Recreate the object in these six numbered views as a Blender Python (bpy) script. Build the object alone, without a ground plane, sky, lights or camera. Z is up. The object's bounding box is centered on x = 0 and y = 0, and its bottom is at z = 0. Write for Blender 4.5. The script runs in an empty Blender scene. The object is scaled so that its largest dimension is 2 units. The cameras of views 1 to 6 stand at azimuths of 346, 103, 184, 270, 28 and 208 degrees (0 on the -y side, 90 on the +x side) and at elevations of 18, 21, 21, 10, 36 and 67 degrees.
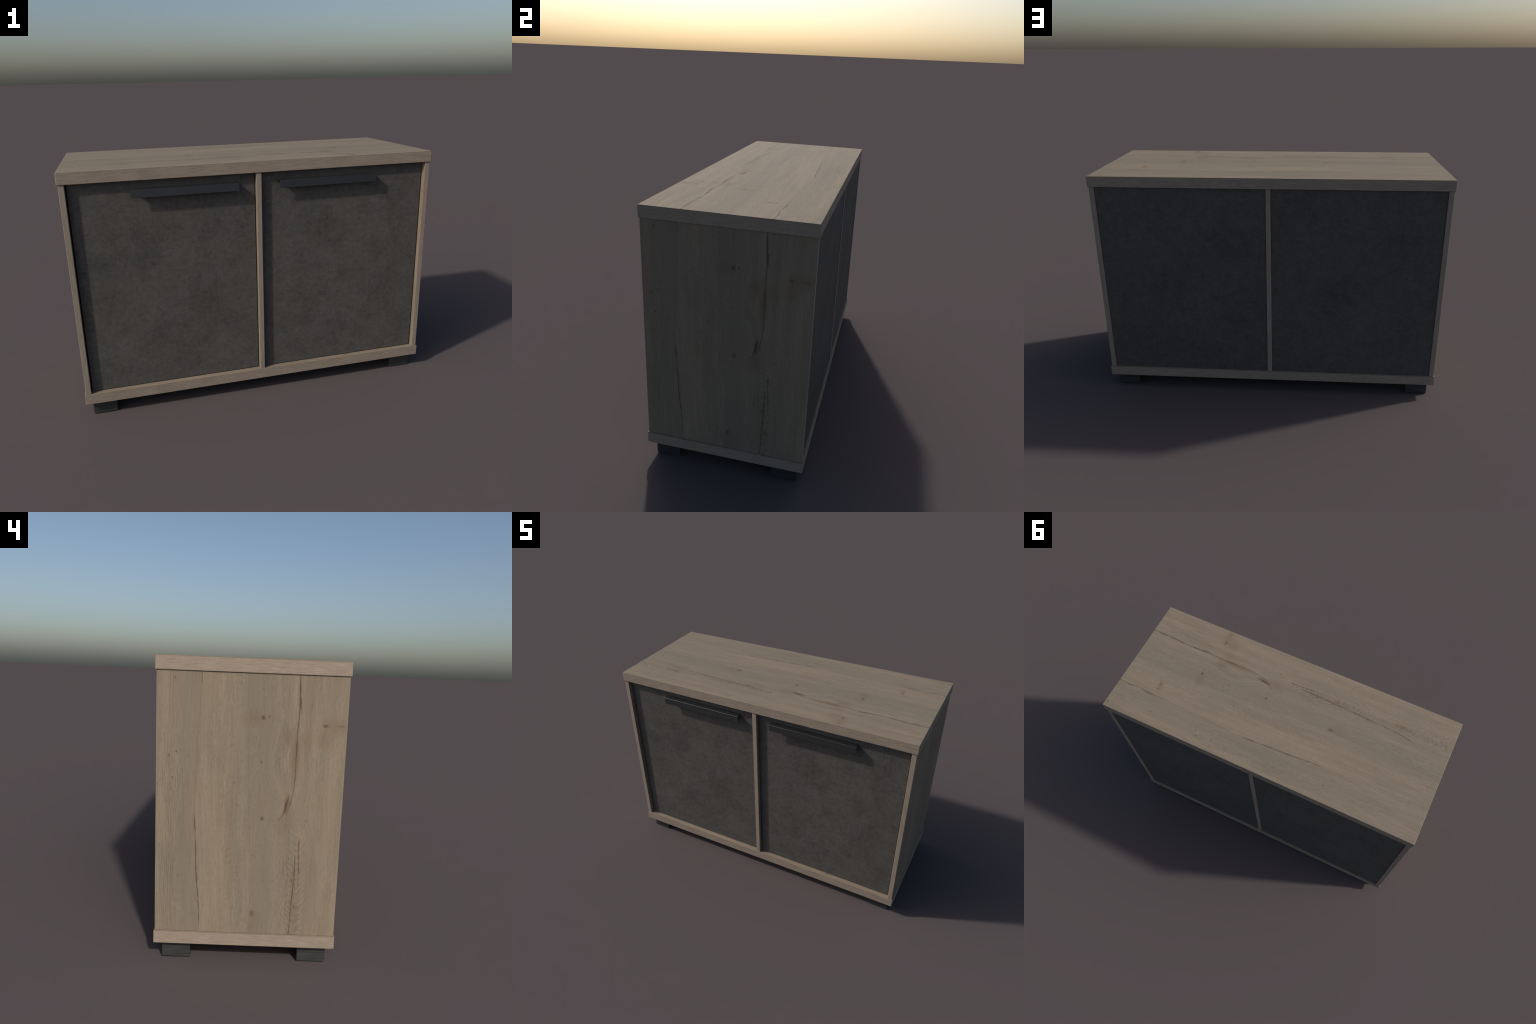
"""Two-door sideboard: oak-decor boards, dark concrete-decor doors and back,
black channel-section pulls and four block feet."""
import bpy
import bmesh
import math
from mathutils import Vector

# ----------------------------------------------------------------- dimensions
X = 1.0                          # half width over the boards
Y0, Y1 = -0.400, 0.410           # front and rear edge of top and bottom board
Z_TOP = 1.3502
Z_UNDER_TOP = 1.2897
Z_FLOOR0, Z_FLOOR1 = 0.0828, 0.1422
SIDE_OUT, SIDE_IN = 0.9943, 0.9655
SIDE_Y0, SIDE_Y1 = -0.3955, 0.4052
PART_HALF = 0.0138               # half thickness of the centre partition
DOOR_Y0, DOOR_Y1 = -0.3705, -0.3445
GAP = 0.0045                     # shadow gap round the doors
HINGE_GAP = 0.0064               # wider gap beside the side panels
BACK_Y0, BACK_Y1 = 0.390, 0.4009
GRAIN_SHIFT = 0.2                # the side decor starts 0.2 m further along


# ------------------------------------------------------------ node shorthand
class Nodes:
    """Tiny wrapper that makes shader graphs readable as expressions."""

    def __init__(self, name):
        self.mat = bpy.data.materials.new(name)
        self.mat.use_nodes = True
        self.tree = self.mat.node_tree
        self.bsdf = self.tree.nodes["Principled BSDF"]

    def node(self, kind, **props):
        n = self.tree.nodes.new(kind)
        for k, v in props.items():
            setattr(n, k, v)
        return n

    def put(self, socket, value):
        if isinstance(value, bpy.types.NodeSocket):
            self.tree.links.new(value, socket)
        else:
            socket.default_value = value

    def math(self, op, a, b=0.0, c=0.0, clamp=False):
        n = self.node("ShaderNodeMath", operation=op, use_clamp=clamp)
        for i, v in enumerate((a, b, c)):
            self.put(n.inputs[i], v)
        return n.outputs[0]

    def add(self, a, b):
        return self.math("ADD", a, b)

    def sub(self, a, b):
        return self.math("SUBTRACT", a, b)

    def mul(self, a, b):
        return self.math("MULTIPLY", a, b)

    def vmath(self, op, a, b=None):
        n = self.node("ShaderNodeVectorMath", operation=op)
        self.put(n.inputs[0], a)
        if b is not None:
            self.put(n.inputs[1], b)
        return n.outputs["Value"] if op in ("LENGTH", "DOT_PRODUCT", "DISTANCE") else n.outputs[0]

    def combine(self, x, y, z=0.0):
        n = self.node("ShaderNodeCombineXYZ")
        for i, v in enumerate((x, y, z)):
            self.put(n.inputs[i], v)
        return n.outputs[0]

    def object_xyz(self, offset=(0, 0, 0)):
        """Object coordinates shifted by a constant (the part's own place)."""
        tc = self.node("ShaderNodeTexCoord")
        mp = self.node("ShaderNodeMapping")
        mp.inputs["Location"].default_value = offset
        self.tree.links.new(tc.outputs["Object"], mp.inputs["Vector"])
        return mp.outputs[0]

    def split(self, v):
        n = self.node("ShaderNodeSeparateXYZ")
        self.put(n.inputs[0], v)
        return n.outputs

    def noise(self, vec, scale=1.0, detail=3.0, rough=0.5, dist=0.0):
        n = self.node("ShaderNodeTexNoise")
        self.put(n.inputs["Vector"], vec)
        n.inputs["Scale"].default_value = scale
        n.inputs["Detail"].default_value = detail
        n.inputs["Roughness"].default_value = rough
        n.inputs["Distortion"].default_value = dist
        return n.outputs["Fac"]

    def ramp(self, v, lo, hi, a=0.0, b=1.0, smooth=True):
        n = self.node("ShaderNodeMapRange", interpolation_type="SMOOTHSTEP" if smooth else "LINEAR")
        self.put(n.inputs["Value"], v)
        for key, val in (("From Min", lo), ("From Max", hi), ("To Min", a), ("To Max", b)):
            self.put(n.inputs[key], val)
        return n.outputs[0]

    def curve(self, v, points, handle="AUTO_CLAMPED"):
        """y = f(v) through a few control points, all inside 0..1."""
        n = self.node("ShaderNodeFloatCurve")
        c = n.mapping.curves[0]
        while len(c.points) < len(points):
            c.points.new(0.5, 0.5)
        for p, (x, y) in zip(c.points, sorted(points)):
            p.location = (x, y)
            p.handle_type = handle
        n.mapping.update()
        self.put(n.inputs["Value"], v)
        return n.outputs[0]

    def mix(self, fac, a, b, blend="MIX"):
        n = self.node("ShaderNodeMix", data_type="RGBA", blend_type=blend)
        self.put(n.inputs["Factor"], fac)
        ins = [s for s in n.inputs if s.type == "RGBA"]
        for sock, v in zip(ins, (a, b)):
            self.put(sock, v if isinstance(v, bpy.types.NodeSocket) else (*v, 1.0))
        return [s for s in n.outputs if s.type == "RGBA"][0]

    def gain(self, colour, factor):
        """Multiply a colour by a number."""
        n = self.node("ShaderNodeVectorMath", operation="SCALE")
        self.put(n.inputs[0], colour)
        self.put(n.inputs["Scale"], factor)
        return n.outputs[0]

    def finish(self, colour, rough=0.5, spec=0.5, bump=None, strength=0.1, distance=0.001):
        self.put(self.bsdf.inputs["Base Color"], colour if isinstance(colour, bpy.types.NodeSocket) else (*colour, 1))
        self.put(self.bsdf.inputs["Roughness"], rough)
        self.bsdf.inputs["Specular IOR Level"].default_value = spec
        if bump is not None:
            n = self.node("ShaderNodeBump")
            n.inputs["Strength"].default_value = strength
            n.inputs["Distance"].default_value = distance
            self.put(n.inputs["Height"], bump)
            self.tree.links.new(n.outputs[0], self.bsdf.inputs["Normal"])
        return self.mat


# --------------------------------------------------------------- oak decor
OAK_TAN = (0.247, 0.197, 0.142)
OAK_GREY = (0.200, 0.167, 0.126)
OAK_BROWN = (0.118, 0.078, 0.048)
OAK_DARK = (0.052, 0.039, 0.029)

# Each crack: centre line (s along the board, t across it) and half width (s, w in mm)
CRACKS = [
    ("heart shake", [(0.00, -.198), (.15, -.195), (.26, -.189), (.39, -.192), (.52, -.188), (.70, -.187),
                     (.735, -.184), (.78, -.177), (.85, -.161)],
     [(0, 2.6), (.3, 2.2), (.6, 1.6), (.72, 1.6), (.79, 1.2), (.85, 0)]),
    ("heart fork", [(.34, -.195), (.395, -.198), (.43, -.203)], [(.34, 0), (.37, 1.2), (.41, .9), (.43, 0)]),
    ("shake end", [(.76, -.167), (.818, -.154), (.857, -.142), (.880, -.126)],
     [(.755, 0), (.79, 2.4), (.83, 2.6), (.872, 2.0), (.886, 0)]),
    ("fine check", [(.945, -.218), (1.044, -.220), (1.13, -.224), (1.19, -.222)],
     [(.945, 0), (.97, 1.3), (1.12, 1.1), (1.19, 0)]),
    ("long check", [(1.03, -.204), (1.14, -.205), (1.20, -.202), (1.30, -.196), (1.40, -.193), (1.50, -.186),
                    (1.715, -.171), (1.80, -.151)],
     [(1.025, 0), (1.07, 1.4), (1.25, 1.8), (1.40, 1.5), (1.62, 1.5), (1.76, .9), (1.81, 0)]),
    ("rear check", [(0, .213), (.075, .216), (.131, .209), (.208, .218), (.315, .215)],
     [(0, 1.8), (.15, 1.8), (.26, 1.7), (.325, 0)]),
    ("rear split", [(.858, .238), (.99, .230), (1.13, .225), (1.27, .213), (1.39, .207)],
     [(.858, 0), (.90, 1.3), (1.15, 1.5), (1.33, 1.1), (1.39, 0)]),
]
# Knots and pin marks: s, t, radius along, radius across (mm), strength
KNOTS = [
    (.441, -.042, 13, 11, .85), (.438, -.068, 9, 8, .7), (.467, -.305, 9, 19, .7), (.466, -.371, 8, 22, .5),
    (.629, -.042, 8, 5, .7), (.248, .134, 12, 18, .55), (.248, .170, 8, 9, .5), (.876, -.054, 12, 11, .8),
    (.879, -.243, 8, 5, .5), (1.312, -.026, 20, 13, .7), (1.275, -.212, 10, 8, .65), (1.153, -.197, 16, 8, .5),
    (1.689, -.224, 30, 9, .4), (1.570, -.223, 26, 9, .3), (.288, .328, 9, 7, .6), (.598, .318, 6, 6, .75),
    (.613, .352, 6, 6, .75), (.711, .333, 6, 5, .75), (.017, .373, 10, 10, .6), (1.416, .310, 9, 6, .5),
    (.813, .358, 8, 5, .5), (1.655, -.232, 6, 5, .5), (1.64, -.250, 6, 5, .4), (1.83, -.33, 6, 5, .4),
]
# Wide soft stains: s, t, radius along, radius across (mm), strength, brown or grey
STAINS = [
    (.445, -.010, 40, 50, 0.51, "brown"), (.518, -.152, 40, 25, 0.54, "brown"), (.540, -.222, 55, 35, 0.41, "brown"),
    (.600, -.184, 150, 26, 0.68, "brown"), (.815, -.158, 65, 15, 0.95, "brown"), (.500, -.300, 60, 40, 0.34, "brown"),
    (.905, -.135, 50, 40, 0.34, "brown"), (.830, -.205, 90, 28, .45, "grey"), (1.35, -.035, 70, 40, 0.34, "brown"),
    (.30, .00, 260, 55, .35, "grey"), (.75, .00, 180, 60, .30, "grey"), (1.15, -.06, 200, 60, .35, "grey"),
    (.75, .27, 420, 30, .35, "grey"), (1.30, .27, 250, 30, .35, "grey"), (1.7, .05, 200, 60, .25, "grey"),
    (.470, -.340, 45, 75, 0.40, "brown"), (.520, -.300, 55, 45, 0.40, "brown"), (.455, .020, 26, 40, 0.40, "brown"),
    (.890, -.150, 60, 55, 0.40, "brown"), (1.15, -.200, 60, 20, 0.40, "brown"), (1.29, -.205, 70, 22, 0.40, "brown"),
    (.255, .150, 22, 45, 0.40, "brown"), (1.69, -.225, 70, 20, 0.45, "brown"),
]
# Colour bands across the board: t, share of tan
BANDS = [(-.45, .60), (-.35, .72), (-.27, .70), (-.20, .55), (-.10, .36), (-.03, .25), (.04, .45), (.12, .68),
         (.20, .80), (.245, .55), (.28, .22), (.33, .45), (.38, .60), (.45, .50)]


# Where the grain swells sideways round a knot: s, t, reach along, reach across, push
BULGES = [(.62, -.10, .22, .09, -.035), (.80, -.10, .16, .09, .030), (.86, -.23, .14, .05, -.020),
          (.44, -.03, .09, .05, .016), (1.31, -.03, .10, .05, .016), (.467, -.33, .09, .07, .020)]
# Long glued joints (s, t)
JOINT_REAR = [(0, .222), (.30, .219), (.60, .232), (.90, .238), (1.10, .228), (1.39, .208), (2.0, .18)]
JOINT_MIDDLE = [(0, .018), (.28, .024), (.45, .022), (.80, .005), (1.30, -.015), (2.0, .0)]


def oak_decor(name, s_axis, s_sign, s_zero, t_axis, t_sign, t_zero=0.0):
    """Cracked oak laminate; s runs along the grain, t across it."""
    g = Nodes(name)
    xyz = g.split(g.object_xyz())
    s = g.math("MULTIPLY_ADD", xyz[s_axis], s_sign, s_zero)
    t = g.math("MULTIPLY_ADD", xyz[t_axis], t_sign, t_zero)
    st = g.combine(s, t)
    s01, t01 = g.mul(s, 0.5), g.add(t, 0.5)

    # grain drifts sideways a little, more near the knots
    drift = g.sub(g.noise(g.combine(g.mul(s, 2.2), g.mul(t, 6.0)), 1.0, 2.0), 0.5)
    tw = g.math("MULTIPLY_ADD", drift, 0.030, t)
    for ks, kt, rs, rt, push in BULGES:                        # fibres bend round the knots
        d = g.vmath("MULTIPLY", g.vmath("SUBTRACT", st, (ks, kt, 0.0)), (1 / rs, 1 / rt, 0.0))
        tw = g.math("MULTIPLY_ADD", g.ramp(g.vmath("LENGTH", d), 0.0, 1.0, 1.0, 0.0), push, tw)

    # ---- broad colour: tan and grey bands with long wandering streaks
    band = g.curve(t01, [(a + .5, b) for a, b in BANDS])
    streak = g.noise(g.combine(g.mul(s, 1.3), g.mul(tw, 22.0)), 1.0, 3.0, 0.55)
    cloud = g.noise(g.combine(g.mul(s, 2.6), g.mul(t, 7.0), 3.1), 1.0, 2.0)
    share = g.add(band, g.mul(g.sub(streak, 0.5), 1.5))
    share = g.math("ADD", share, g.mul(g.sub(cloud, 0.5), 0.8), clamp=True)
    colour = g.mix(share, OAK_GREY, OAK_TAN)
    # glued joints: the tone changes crisply along two long wandering lines
    for line, tone, fade in ((JOINT_REAR, OAK_GREY, 0.085), (JOINT_MIDDLE, OAK_GREY, -0.16)):
        past = g.sub(t01, g.curve(s01, [(p / 2, q + .5) for p, q in line]))
        step = g.ramp(past, 0.0, math.copysign(0.006, fade))
        step = g.mul(step, g.ramp(past, 0.1 * fade, fade, 1.0, 0.0))
        colour = g.mix(g.mul(step, g.ramp(cloud, 0.25, 0.60, 0.25, 0.75)), colour, tone)
        seam_line = g.ramp(g.math("ABSOLUTE", past), 0.0, 0.0030, 0.34, 0.0)
        colour = g.mix(g.mul(seam_line, g.ramp(streak, 0.25, 0.55, 0.3, 1.0)), colour, OAK_BROWN)
    # warm brown veins that come and go
    warm = g.noise(g.combine(g.mul(s, 1.6), g.mul(tw, 19.0), 6.0), 1.0, 4.0, 0.6)
    colour = g.mix(g.ramp(warm, 0.50, 0.72, 0.0, 0.42), colour, (0.190, 0.138, 0.090))

    # ---- fibre: fine lines, short flecks and pores
    fibre = g.noise(g.combine(g.mul(s, 12.0), g.mul(tw, 300.0)), 1.0, 2.0, 0.6)
    fleck = g.noise(g.combine(g.mul(s, 48.0), g.mul(tw, 250.0), 7.0), 1.0, 2.0, 0.6, 0.4)
    vein = g.noise(g.combine(g.mul(s, 5.0), g.mul(tw, 95.0), 4.0), 1.0, 2.0, 0.55)
    pore = g.noise(g.combine(g.mul(s, 30.0), g.mul(tw, 190.0), 2.0), 1.0, 1.0)
    pore = g.mul(g.ramp(pore, 0.58, 0.70), g.ramp(vein, 0.40, 0.62))
    coarse = g.ramp(g.noise(g.combine(g.mul(s, 2.2), g.mul(t, 11.0), 12.0), 1.0, 2.0), 0.36, 0.64, 0.35, 1.30)
    level = g.math("MULTIPLY_ADD", g.mul(g.sub(fibre, 0.5), coarse), 0.50, 1.0)
    level = g.math("MULTIPLY_ADD", g.mul(g.sub(fleck, 0.5), coarse), 0.40, level)
    level = g.math("MULTIPLY_ADD", g.sub(vein, 0.5), 0.30, level)
    level = g.math("MULTIPLY_ADD", g.sub(streak, 0.5), 0.20, level)
    level = g.math("MULTIPLY_ADD", pore, -0.17, level)

    # ---- cathedral figure: nested arches round the heart of the plank
    heart = g.curve(s01, [(0, .30), (.50, .293), (.62, .290), (.68, .287), (.85, .283), (1, .287)])
    off = g.math("ABSOLUTE", g.sub(t01, heart))
    arch = g.math("MULTIPLY_ADD", g.math("POWER", off, 2.1), 32.0, s)
    warp = g.sub(g.noise(g.combine(g.mul(s, 14.0), g.mul(t, 34.0), 1.0), 1.0, 3.0), 0.5)
    arch = g.math("MULTIPLY_ADD", warp, 0.075, arch)
    ring = g.math("SINE", g.mul(arch, 225.0))
    ring = g.ramp(ring, -0.5, 1.0)
    along = g.curve(s01, [(0, .0), (.38, .0), (.44, .30), (.50, .7), (.56, 1), (.68, 1), (.75, .55), (.80, .35),
                          (.85, .8), (.93, 1), (.99, .7), (1, .6)])
    near = g.ramp(off, 0.02, 0.125, 1.0, 0.0)
    arches = g.mul(g.mul(ring, along), near)
    broken = g.noise(g.combine(g.mul(s, 11.0), g.mul(t, 40.0), 13.0), 1.0, 3.0, 0.6)
    arches = g.mul(arches, g.ramp(broken, 0.30, 0.56, 0.3, 1.0))
    level = g.math("MULTIPLY_ADD", arches, -0.165, level)

    # ---- open wavy growth rings along the +t edge
    roll = g.sub(g.noise(g.combine(g.mul(s, 3.4), g.mul(t, 5.0), 5.0), 1.0, 2.0), 0.5)
    lines = g.math("SINE", g.mul(g.math("MULTIPLY_ADD", roll, 0.075, t), 640.0))
    lines = g.ramp(lines, 0.0, 1.0)
    edge = g.ramp(t, 0.27, 0.36)
    patchy = g.ramp(g.noise(g.combine(g.mul(s, 3.0), g.mul(t, 14.0), 8.0), 1.0, 2.0), 0.36, 0.62)
    level = g.math("MULTIPLY_ADD", g.mul(g.mul(lines, edge), patchy), -0.20, level)

    # ---- medullary rays: thin curled lines lying across the grain
    sway = g.sub(g.noise(g.combine(g.mul(s, 6.0), g.mul(t, 12.0), 4.0), 1.0, 2.0), 0.5)
    bow = g.math("POWER", g.math("ABSOLUTE", g.math("MULTIPLY_ADD", sway, 0.10, g.sub(t, 0.05))), 2.0)
    curl = g.math("SINE", g.mul(g.math("MULTIPLY_ADD", sway, 0.11, g.math("MULTIPLY_ADD", bow, -9.0, s)), 195.0))
    curl = g.ramp(curl, 0.86, 1.0)
    zone = g.mul(g.ramp(t, -0.15, -0.02), g.ramp(t, 0.12, 0.20, 1.0, 0.0))
    zone = g.mul(zone, g.ramp(g.noise(g.combine(g.mul(s, 16.0), g.mul(t, 30.0), 9.0), 1.0, 1.0), 0.50, 0.64))
    level = g.math("MULTIPLY_ADD", g.mul(curl, zone), -0.16, level)
    colour = g.gain(colour, level)

    # ---- stains, knots and pin marks share one slightly ragged coordinate
    jag = g.sub(g.noise(g.combine(g.mul(s, 40.0), g.mul(t, 90.0)), 1.0, 2.0), 0.5)
    rag = g.combine(g.math("MULTIPLY_ADD", jag, 0.014, s), g.math("MULTIPLY_ADD", jag, -0.010, t))

    def blob(cs, ct, rs, rt, power):
        d = g.vmath("SUBTRACT", rag, (cs, ct, 0.0))
        d = g.vmath("LENGTH", g.vmath("MULTIPLY", d, (1000.0 / rs, 1000.0 / rt, 0.0)))
        return g.ramp(d, 0.1, 1.25, power, 0.0)

    for tone, target in (("grey", OAK_GREY), ("brown", (0.165, 0.118, 0.077))):
        total = None
        for cs, ct, rs, rt, power, kind in STAINS:
            if kind == tone:
                b = blob(cs, ct, rs, rt, power)
                total = b if total is None else g.math("MAXIMUM", total, b)
        colour = g.mix(total, colour, target)
    total = None
    for k in KNOTS:
        b = blob(*k)
        total = b if total is None else g.math("MAXIMUM", total, b)
    colour = g.mix(total, colour, OAK_BROWN)
    core = g.ramp(total, 0.50, 0.90, 0.0, 0.45)
    colour = g.mix(core, colour, OAK_DARK)

    # ---- cracks follow their own centre lines
    shiver = g.sub(g.noise(g.combine(g.mul(s, 55.0), g.mul(t, 4.0)), 1.0, 2.0), 0.5)
    tc = g.math("MULTIPLY_ADD", shiver, 0.0045, t01)
    gape = g.ramp(g.noise(g.combine(g.mul(s, 17.0), g.mul(t, 9.0), 3.0), 1.0, 2.0), 0.32, 0.68, 0.45, 1.45)
    crack = halo = None
    for _, line, width in CRACKS:
        centre = g.curve(s01, [(a / 2, b + .5) for a, b in line])
        half = g.curve(s01, [(a / 2, b / 10) for a, b in width], "VECTOR")
        dist = g.math("ABSOLUTE", g.sub(tc, centre))
        rel = g.math("DIVIDE", dist, g.math("MULTIPLY_ADD", g.mul(half, gape), 0.0112, 0.00001))
        m = g.ramp(rel, 0.35, 1.35, 1.0, 0.0)
        h = g.ramp(rel, 0.6, 6.0, 1.0, 0.0)
        open_ = g.ramp(half, 0.0, 0.06)
        m, h = g.mul(m, open_), g.mul(h, open_)
        crack = m if crack is None else g.math("MAXIMUM", crack, m)
        halo = h if halo is None else g.math("MAXIMUM", halo, h)
    colour = g.mix(g.mul(halo, 0.26), colour, OAK_BROWN)
    colour = g.mix(blob(.822, -.1535, 42, 6, 0.6), colour, (0.120, 0.070, 0.044))
    colour = g.mix(g.mul(crack, 0.76), colour, OAK_DARK)
    height = g.math("MULTIPLY_ADD", crack, -1.0, g.mul(level, 0.6))
    return g.finish(colour, 0.80, 0.18, height, 0.10, 0.001)


def edge_band(name, grain_axis):
    """Fine-grained ABS edging; fibres run along grain_axis ('flat' = any level edge)."""
    g = Nodes(name)
    p = g.object_xyz()
    squash = {"flat": (13.0, 13.0, 270.0), "upright": (270.0, 270.0, 13.0)}[grain_axis]
    fibre = g.noise(g.vmath("MULTIPLY", p, squash), 1.0, 3.0, 0.6)
    dash = g.noise(g.vmath("MULTIPLY", p, tuple(2.4 * v for v in squash)), 1.0, 1.0)
    cloud = g.noise(p, 9.0, 2.0)
    colour = g.mix(g.ramp(cloud, 0.30, 0.70), (0.290, 0.235, 0.184), (0.276, 0.222, 0.172))
    level = g.math("MULTIPLY_ADD", g.sub(fibre, 0.5), 0.78, 1.02)
    level = g.math("MULTIPLY_ADD", g.ramp(dash, 0.54, 0.70), -0.20, level)
    return g.finish(g.gain(colour, level), 0.72, 0.22, level, 0.05, 0.001)


def dark_edge_line():
    """Thin darker brown line along the upper bevels of the boards."""
    g = Nodes("oak_dark_edge")
    n = g.noise(g.object_xyz(), 30.0, 2.0)
    return g.finish(g.mix(n, (0.135, 0.104, 0.070), (0.180, 0.140, 0.096)), 0.72, 0.2)


def concrete_decor(name, seed, blotches, pale, seam=None):
    """Dark concrete laminate: brown and blue-grey clouds, pits and trowel scratches."""
    g = Nodes(name)
    p = g.object_xyz((0, 0, 0))
    xyz = g.split(p)
    q = g.combine(xyz[0], xyz[2], seed)
    big = g.noise(q, 3.2, 4.0, 0.55, 0.3)
    mid = g.noise(q, 15.0, 7.0, 0.72, 0.1)
    hue = g.noise(g.combine(xyz[0], xyz[2], seed + 5.0), 4.3, 4.0, 0.6, 0.5)
    brush_x = g.noise(g.combine(g.mul(xyz[0], 14.0), g.mul(xyz[2], 120.0), seed), 1.0, 2.0)
    brush_z = g.noise(g.combine(g.mul(xyz[0], 120.0), g.mul(xyz[2], 14.0), seed), 1.0, 2.0)
    sand = g.noise(q, 210.0, 2.0, 0.7)
    warm, cool = (0.0805, 0.0730, 0.0645), (0.0795, 0.0745, 0.0695)
    colour = g.mix(g.ramp(hue, 0.38, 0.62), warm, cool)
    level = g.math("MULTIPLY_ADD", g.sub(big, 0.5), 0.30, 1.0)
    level = g.math("MULTIPLY_ADD", g.sub(mid, 0.5), 0.85, level)
    worn = g.ramp(g.noise(q, 5.0, 2.0), 0.42, 0.62)            # scratches come in patches
    worn2 = g.ramp(g.noise(q, 6.5, 2.0, 0.5, 0.6), 0.42, 0.62)
    level = g.math("MULTIPLY_ADD", g.mul(g.ramp(brush_x, 0.50, 0.72), worn), -0.13, level)
    level = g.math("MULTIPLY_ADD", g.mul(g.ramp(brush_z, 0.50, 0.72), worn2), -0.13, level)
    level = g.math("MULTIPLY_ADD", g.sub(sand, 0.5), 0.55, level)
    grit = g.noise(q, 46.0, 4.0, 0.7)
    level = g.math("MULTIPLY_ADD", g.sub(grit, 0.5), 0.85, level)
    level = g.add(level, 0.05)
    rag = g.sub(g.noise(q, 9.0, 4.0, 0.65), 0.5)
    rag2 = g.sub(g.noise(q, 7.0, 4.0, 0.65, 1.0), 0.5)
    w = g.combine(g.math("MULTIPLY_ADD", rag, 0.30, xyz[0]), g.math("MULTIPLY_ADD", rag2, 0.30, xyz[2]))
    for marks, gain in ((blotches, -0.15), (pale, 0.12)):
        for cx, cz, r, power in marks:
            d = g.vmath("DISTANCE", w, (cx, cz, 0.0))
            level = g.math("MULTIPLY_ADD", g.ramp(d, 0.0, r, power, 0.0), gain, level)
    # pits: sparse dark pinholes, and small clustered dark crumbs
    v = g.node("ShaderNodeTexVoronoi")
    v.inputs["Scale"].default_value = 40.0
    g.put(v.inputs["Vector"], q)
    chance = g.split(v.outputs["Color"])[0]
    pit = g.mul(g.ramp(v.outputs["Distance"], 0.05, 0.17, 1.0, 0.0), g.ramp(chance, 0.62, 0.90))
    crumbs = g.ramp(g.noise(q, 42.0, 3.0, 0.6), 0.60, 0.74)
    crumbs = g.mul(crumbs, g.ramp(mid, 0.40, 0.60, 1.0, 0.15))
    level = g.math("MULTIPLY_ADD", pit, -0.46, level)
    level = g.math("MULTIPLY_ADD", crumbs, -0.32, level)
    if seam is not None:
        sx, z0, z1 = seam
        side = g.ramp(xyz[0], sx - 0.002, sx + 0.002)
        side = g.mul(side, g.ramp(xyz[0], sx + 0.01, sx + 0.16, 1.0, 0.0))
        side = g.mul(side, g.mul(g.ramp(xyz[2], z0, z0 + 0.15), g.ramp(xyz[2], z1 - 0.15, z1, 1.0, 0.0)))
        level = g.math("MULTIPLY_ADD", side, -0.07, level)
    return g.finish(g.gain(colour, level), 0.70, 0.2, level, 0.06, 0.001)


def black_metal():
    """Dark anodised metal: almost no diffuse colour, soft reflections."""
    g = Nodes("black_anodised_metal")
    n = g.noise(g.object_xyz(), 600.0, 2.0)
    g.bsdf.inputs["Metallic"].default_value = 1.0
    return g.finish(g.mix(n, (0.108, 0.113, 0.119), (0.122, 0.127, 0.134)), 0.48, 0.5, n, 0.02, 0.0005)


def foot_wood():
    """Black-stained wood-grain foil on the feet."""
    g = Nodes("black_stained_wood")
    p = g.object_xyz()
    n = g.noise(g.vmath("MULTIPLY", p, (10.0, 10.0, 190.0)), 1.0, 3.0, 0.6, 0.6)
    return g.finish(g.mix(g.ramp(n, 0.35, 0.68), (0.030, 0.031, 0.031), (0.048, 0.049, 0.048)), 0.5, 0.4, n, 0.12, 0.001)


# ----------------------------------------------------------------- geometry
def link(name, mesh, parent, centre, parent_centre=(0, 0, 0)):
    ob = bpy.data.objects.new(name, mesh)
    bpy.context.scene.collection.objects.link(ob)
    ob.parent = parent
    ob.location = Vector(centre) - Vector(parent_centre)
    return ob


def block(name, lo, hi, bevel=0.0015, segments=2, skip_top=False):
    """Bevelled box mesh about its own centre; returns mesh and centre."""
    c = [(a + b) / 2 for a, b in zip(lo, hi)]
    bm = bmesh.new()
    bmesh.ops.create_cube(bm, size=1.0)
    for v in bm.verts:
        v.co = Vector(v.co[i] * (hi[i] - lo[i]) for i in range(3))
    edges = list(bm.edges)
    if skip_top:
        edges = [e for e in edges if not all(v.co.z > 0 for v in e.verts)]
    bmesh.ops.bevel(bm, geom=edges, offset=bevel, segments=segments, profile=0.5, affect="EDGES")
    bmesh.ops.recalc_face_normals(bm, faces=bm.faces)
    mesh = bpy.data.meshes.new(name)
    bm.to_mesh(mesh)
    bm.free()
    return mesh, c


def dress(mesh, materials, choose):
    for m in materials:
        mesh.materials.append(m)
    for f in mesh.polygons:
        f.material_index = choose(f.normal, f.area)


def channel_pull(length, depth, lip, flange, gauge):
    """Folded channel pull: short flange on the door, level shelf, deep front lip."""
    section = [(0, -flange), (0, 0), (-depth, 0), (-depth, -lip), (-depth + gauge, -lip),
               (-depth + gauge, -gauge), (-gauge, -gauge), (-gauge, -flange)]
    bm = bmesh.new()
    ends = [[bm.verts.new((x, y, z)) for y, z in section] for x in (-length / 2, length / 2)]
    n = len(section)
    for i in range(n):
        bm.faces.new((ends[0][i], ends[0][(i + 1) % n], ends[1][(i + 1) % n], ends[1][i]))
    for row in ends:
        bm.faces.new(row)
    bmesh.ops.recalc_face_normals(bm, faces=bm.faces)
    bmesh.ops.bevel(bm, geom=list(bm.edges), offset=0.0004, segments=1, profile=0.5, affect="EDGES")
    mesh = bpy.data.meshes.new("handle")
    bm.to_mesh(mesh)
    bm.free()
    return mesh


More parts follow.
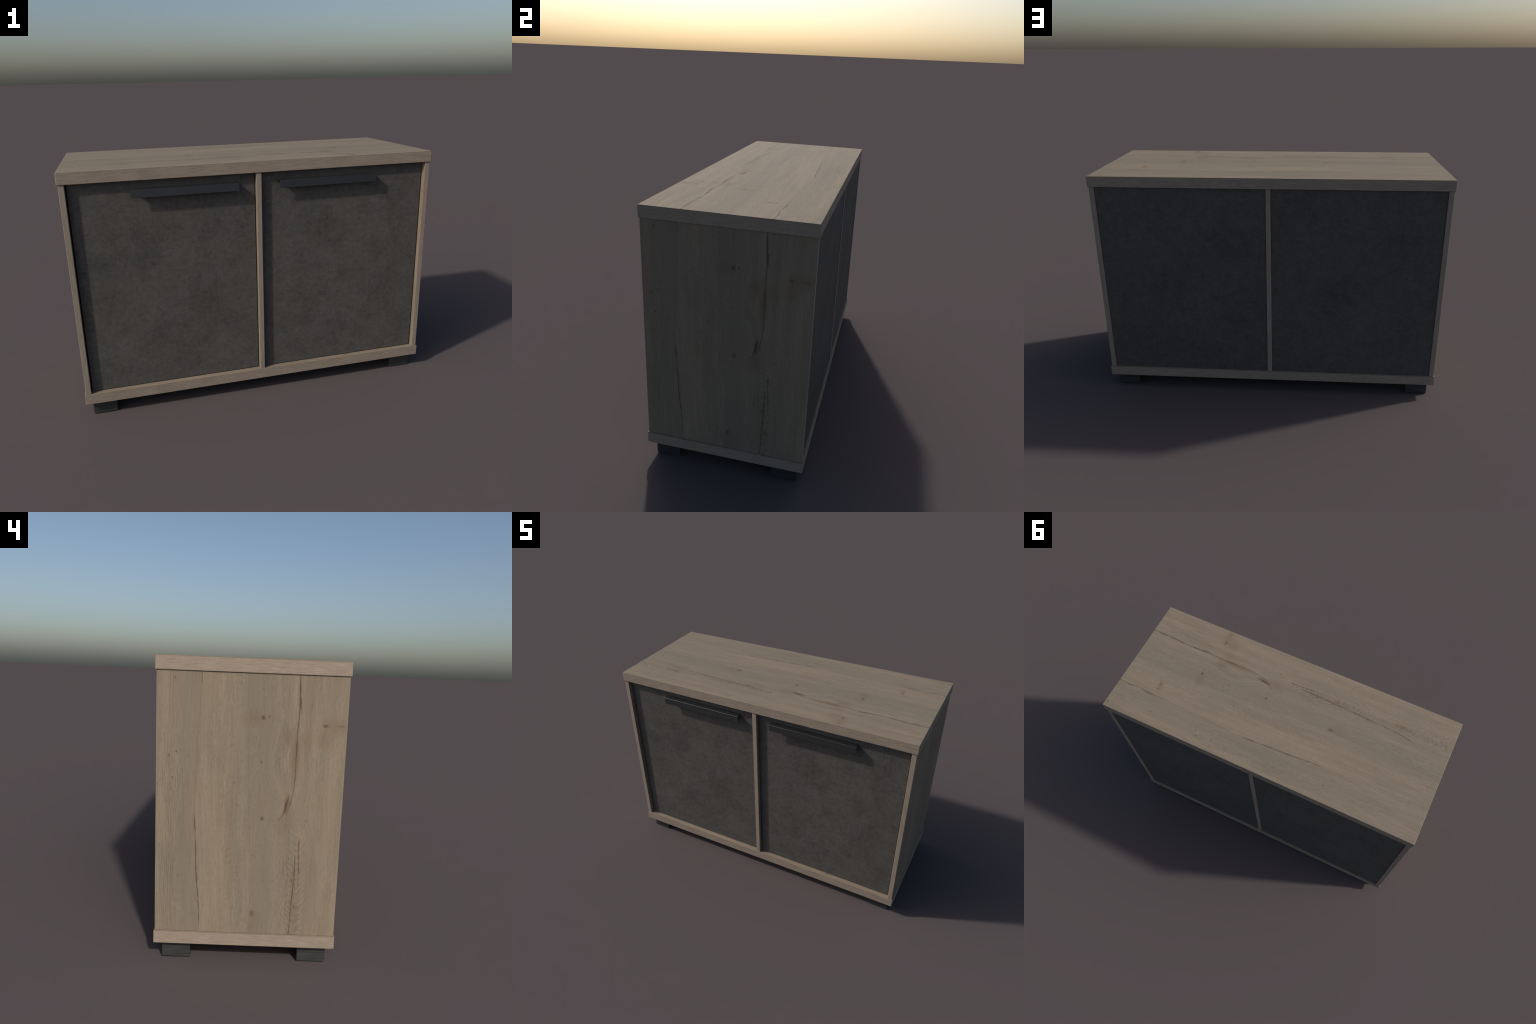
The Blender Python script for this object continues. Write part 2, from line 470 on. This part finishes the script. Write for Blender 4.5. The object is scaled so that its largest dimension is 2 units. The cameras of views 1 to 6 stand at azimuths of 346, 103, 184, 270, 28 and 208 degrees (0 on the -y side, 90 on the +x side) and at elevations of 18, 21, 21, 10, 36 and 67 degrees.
# -------------------------------------------------------------------- build
cabinet = bpy.data.objects.new("sideboard", None)
cabinet.empty_display_size = 0.2
bpy.context.scene.collection.objects.link(cabinet)
cabinet["label"] = "low oak sideboard with two dark concrete-look doors"
cabinet["category"] = "sideboard"

band_flat, band_up, seam = edge_band("oak_edging_level", "flat"), edge_band("oak_edging_upright", "upright"), dark_edge_line()  # seam: only a darker tone on the upper bevel faces
yc = (Y0 + Y1) / 2


def board_faces(n, area):
    if abs(n.z) > 0.9:
        return 0
    return 1 if n.z < 0.2 else 2


# top and bottom boards
for name, z0, z1, shift in (("top_board", Z_UNDER_TOP, Z_TOP, 1.0), ("bottom_board", Z_FLOOR0, Z_FLOOR1, 1.0)):
    mesh, c = block(name, (-X, Y0, z0), (X, Y1, z1), 0.0028, 2)
    oak = oak_decor("oak_decor_" + name, 0, -1.0, shift, 1, 1.0, yc)
    dress(mesh, [oak, band_flat, seam], board_faces)
    link(name, mesh, cabinet, c)

# upright panels: laminate on the broad faces, edging on the narrow ones
zc = (Z_FLOOR1 + Z_UNDER_TOP) / 2
ys = (SIDE_Y0 + SIDE_Y1) / 2
for name, x0, x1, turn in (("side_panel", -SIDE_OUT, -SIDE_IN, 1.0), ("side_panel", SIDE_IN, SIDE_OUT, -1.0),
                           ("partition", -PART_HALF, PART_HALF, 1.0)):
    mesh, c = block(name, (x0, SIDE_Y0, Z_FLOOR1), (x1, SIDE_Y1, Z_UNDER_TOP), 0.0020, 2)
    oak = oak_decor("oak_decor_" + name, 2, -1.0, 1.3495 + GRAIN_SHIFT - zc, 1, turn, turn * ys)
    dress(mesh, [oak, band_up], lambda n, a: 0 if abs(n.x) > 0.9 else 1)
    link(name, mesh, cabinet, c)

# doors with their pulls
metal = black_metal()
pull = channel_pull(0.551, 0.0373, 0.0405, 0.014, 0.0030)
pull.materials.append(metal)
door_marks = {
    -1: dict(seed=1.7,
             blotches=[(.20, -.10, .17, 1.0), (-.05, -.27, .12, .8), (.33, -.25, .12, .9), (-.33, .17, .13, .7),
                       (-.25, -.20, .10, .6), (-.12, .25, .25, .6), (.15, .30, .14, .5), (-.28, -.02, .12, .5)],
             pale=[(-.35, -.33, .20, 1.0), (-.15, -.08, .22, .7), (.10, .08, .25, .7), (.30, -.42, .18, .6),
                   (-.10, -.20, .12, .7)]),
    1: dict(seed=6.3,
            blotches=[(-.12, .22, .16, .9), (.18, .10, .13, .8), (.25, -.17, .14, .9), (-.20, -.25, .14, .7),
                      (.05, -.02, .10, .6), (.32, .35, .14, .6), (-.02, -.36, .12, .5)],
            pale=[(-.10, .02, .22, .9), (.05, -.20, .20, .8), (-.35, .10, .18, .6), (.25, .22, .20, .5)],
            seam=(.277, -.36, .40)),
}
for sign in (-1, 1):
    inner, outer = PART_HALF + GAP, SIDE_IN - HINGE_GAP
    x0, x1 = sorted((sign * inner, sign * outer))
    mesh, c = block("door", (x0, DOOR_Y0, Z_FLOOR1 + GAP), (x1, DOOR_Y1, Z_UNDER_TOP - GAP), 0.0010, 1)
    mesh.materials.append(concrete_decor("concrete_decor_door", **door_marks[sign]))
    door = link("door", mesh, cabinet, c)
    link("handle", pull, door, (sign * 0.385, DOOR_Y0 - 0.0022, 1.2450), c)

# rear panels between the uprights
for sign in (-1, 1):
    x0, x1 = sorted((sign * (PART_HALF + 0.0008), sign * (SIDE_IN - 0.0008)))
    mesh, c = block("back_panel", (x0, BACK_Y0, Z_FLOOR1 + 0.0008), (x1, BACK_Y1, Z_UNDER_TOP - 0.0008), 0.0008, 1)
    mesh.materials.append(concrete_decor("concrete_decor_back", 11.0 + 3.0 * sign,
                                         [(.10, -.05, .22, .5), (-.25, .25, .2, .5), (.25, -.3, .2, .5), (-.3, -.25, .15, .5)],
                                         [(-.1, -.2, .25, .7), (.2, .2, .25, .7), (-.05, .40, .2, .6)]))
    link("back_panel", mesh, cabinet, c)

# four feet: each a corner of two short boards standing under the outer edges
black = foot_wood()
FX0, FX1, FY0, FY1, THICK = 0.8362, 0.9665, 0.2375, 0.3665, 0.0240


def corner_foot(sx, sy):
    """L-shaped plan with rounded outer arrises, legs pointing inwards."""
    hx, hy = (FX1 - FX0) / 2, (FY1 - FY0) / 2
    plan = [(hx, hy), (-hx, hy), (-hx, hy - THICK), (hx - THICK, hy - THICK), (hx - THICK, -hy), (hx, -hy)]
    plan = [(x * sx, y * sy) for x, y in plan]
    bm = bmesh.new()
    low, high = ([bm.verts.new((x, y, z)) for x, y in plan] for z in (-Z_FLOOR0 / 2, Z_FLOOR0 / 2))
    n = len(plan)
    for i in range(n):
        bm.faces.new((low[i], low[(i + 1) % n], high[(i + 1) % n], high[i]))
    bm.faces.new(low)
    bm.faces.new(high)
    bmesh.ops.recalc_face_normals(bm, faces=bm.faces)
    outer = [e for e in bm.edges if not all(v.co.z > 0 for v in e.verts)]
    bmesh.ops.bevel(bm, geom=outer, offset=0.0040, segments=2, profile=0.5, affect="EDGES")
    mesh = bpy.data.meshes.new("foot")
    bm.to_mesh(mesh)
    bm.free()
    mesh.materials.append(black)
    return mesh


for sy in (-1, 1):
    for sx in (-1, 1):
        cy = 0.3125 if sy > 0 else -0.3025
        link("foot", corner_foot(sx, sy), cabinet, (sx * (FX0 + FX1) / 2, cy, Z_FLOOR0 / 2))
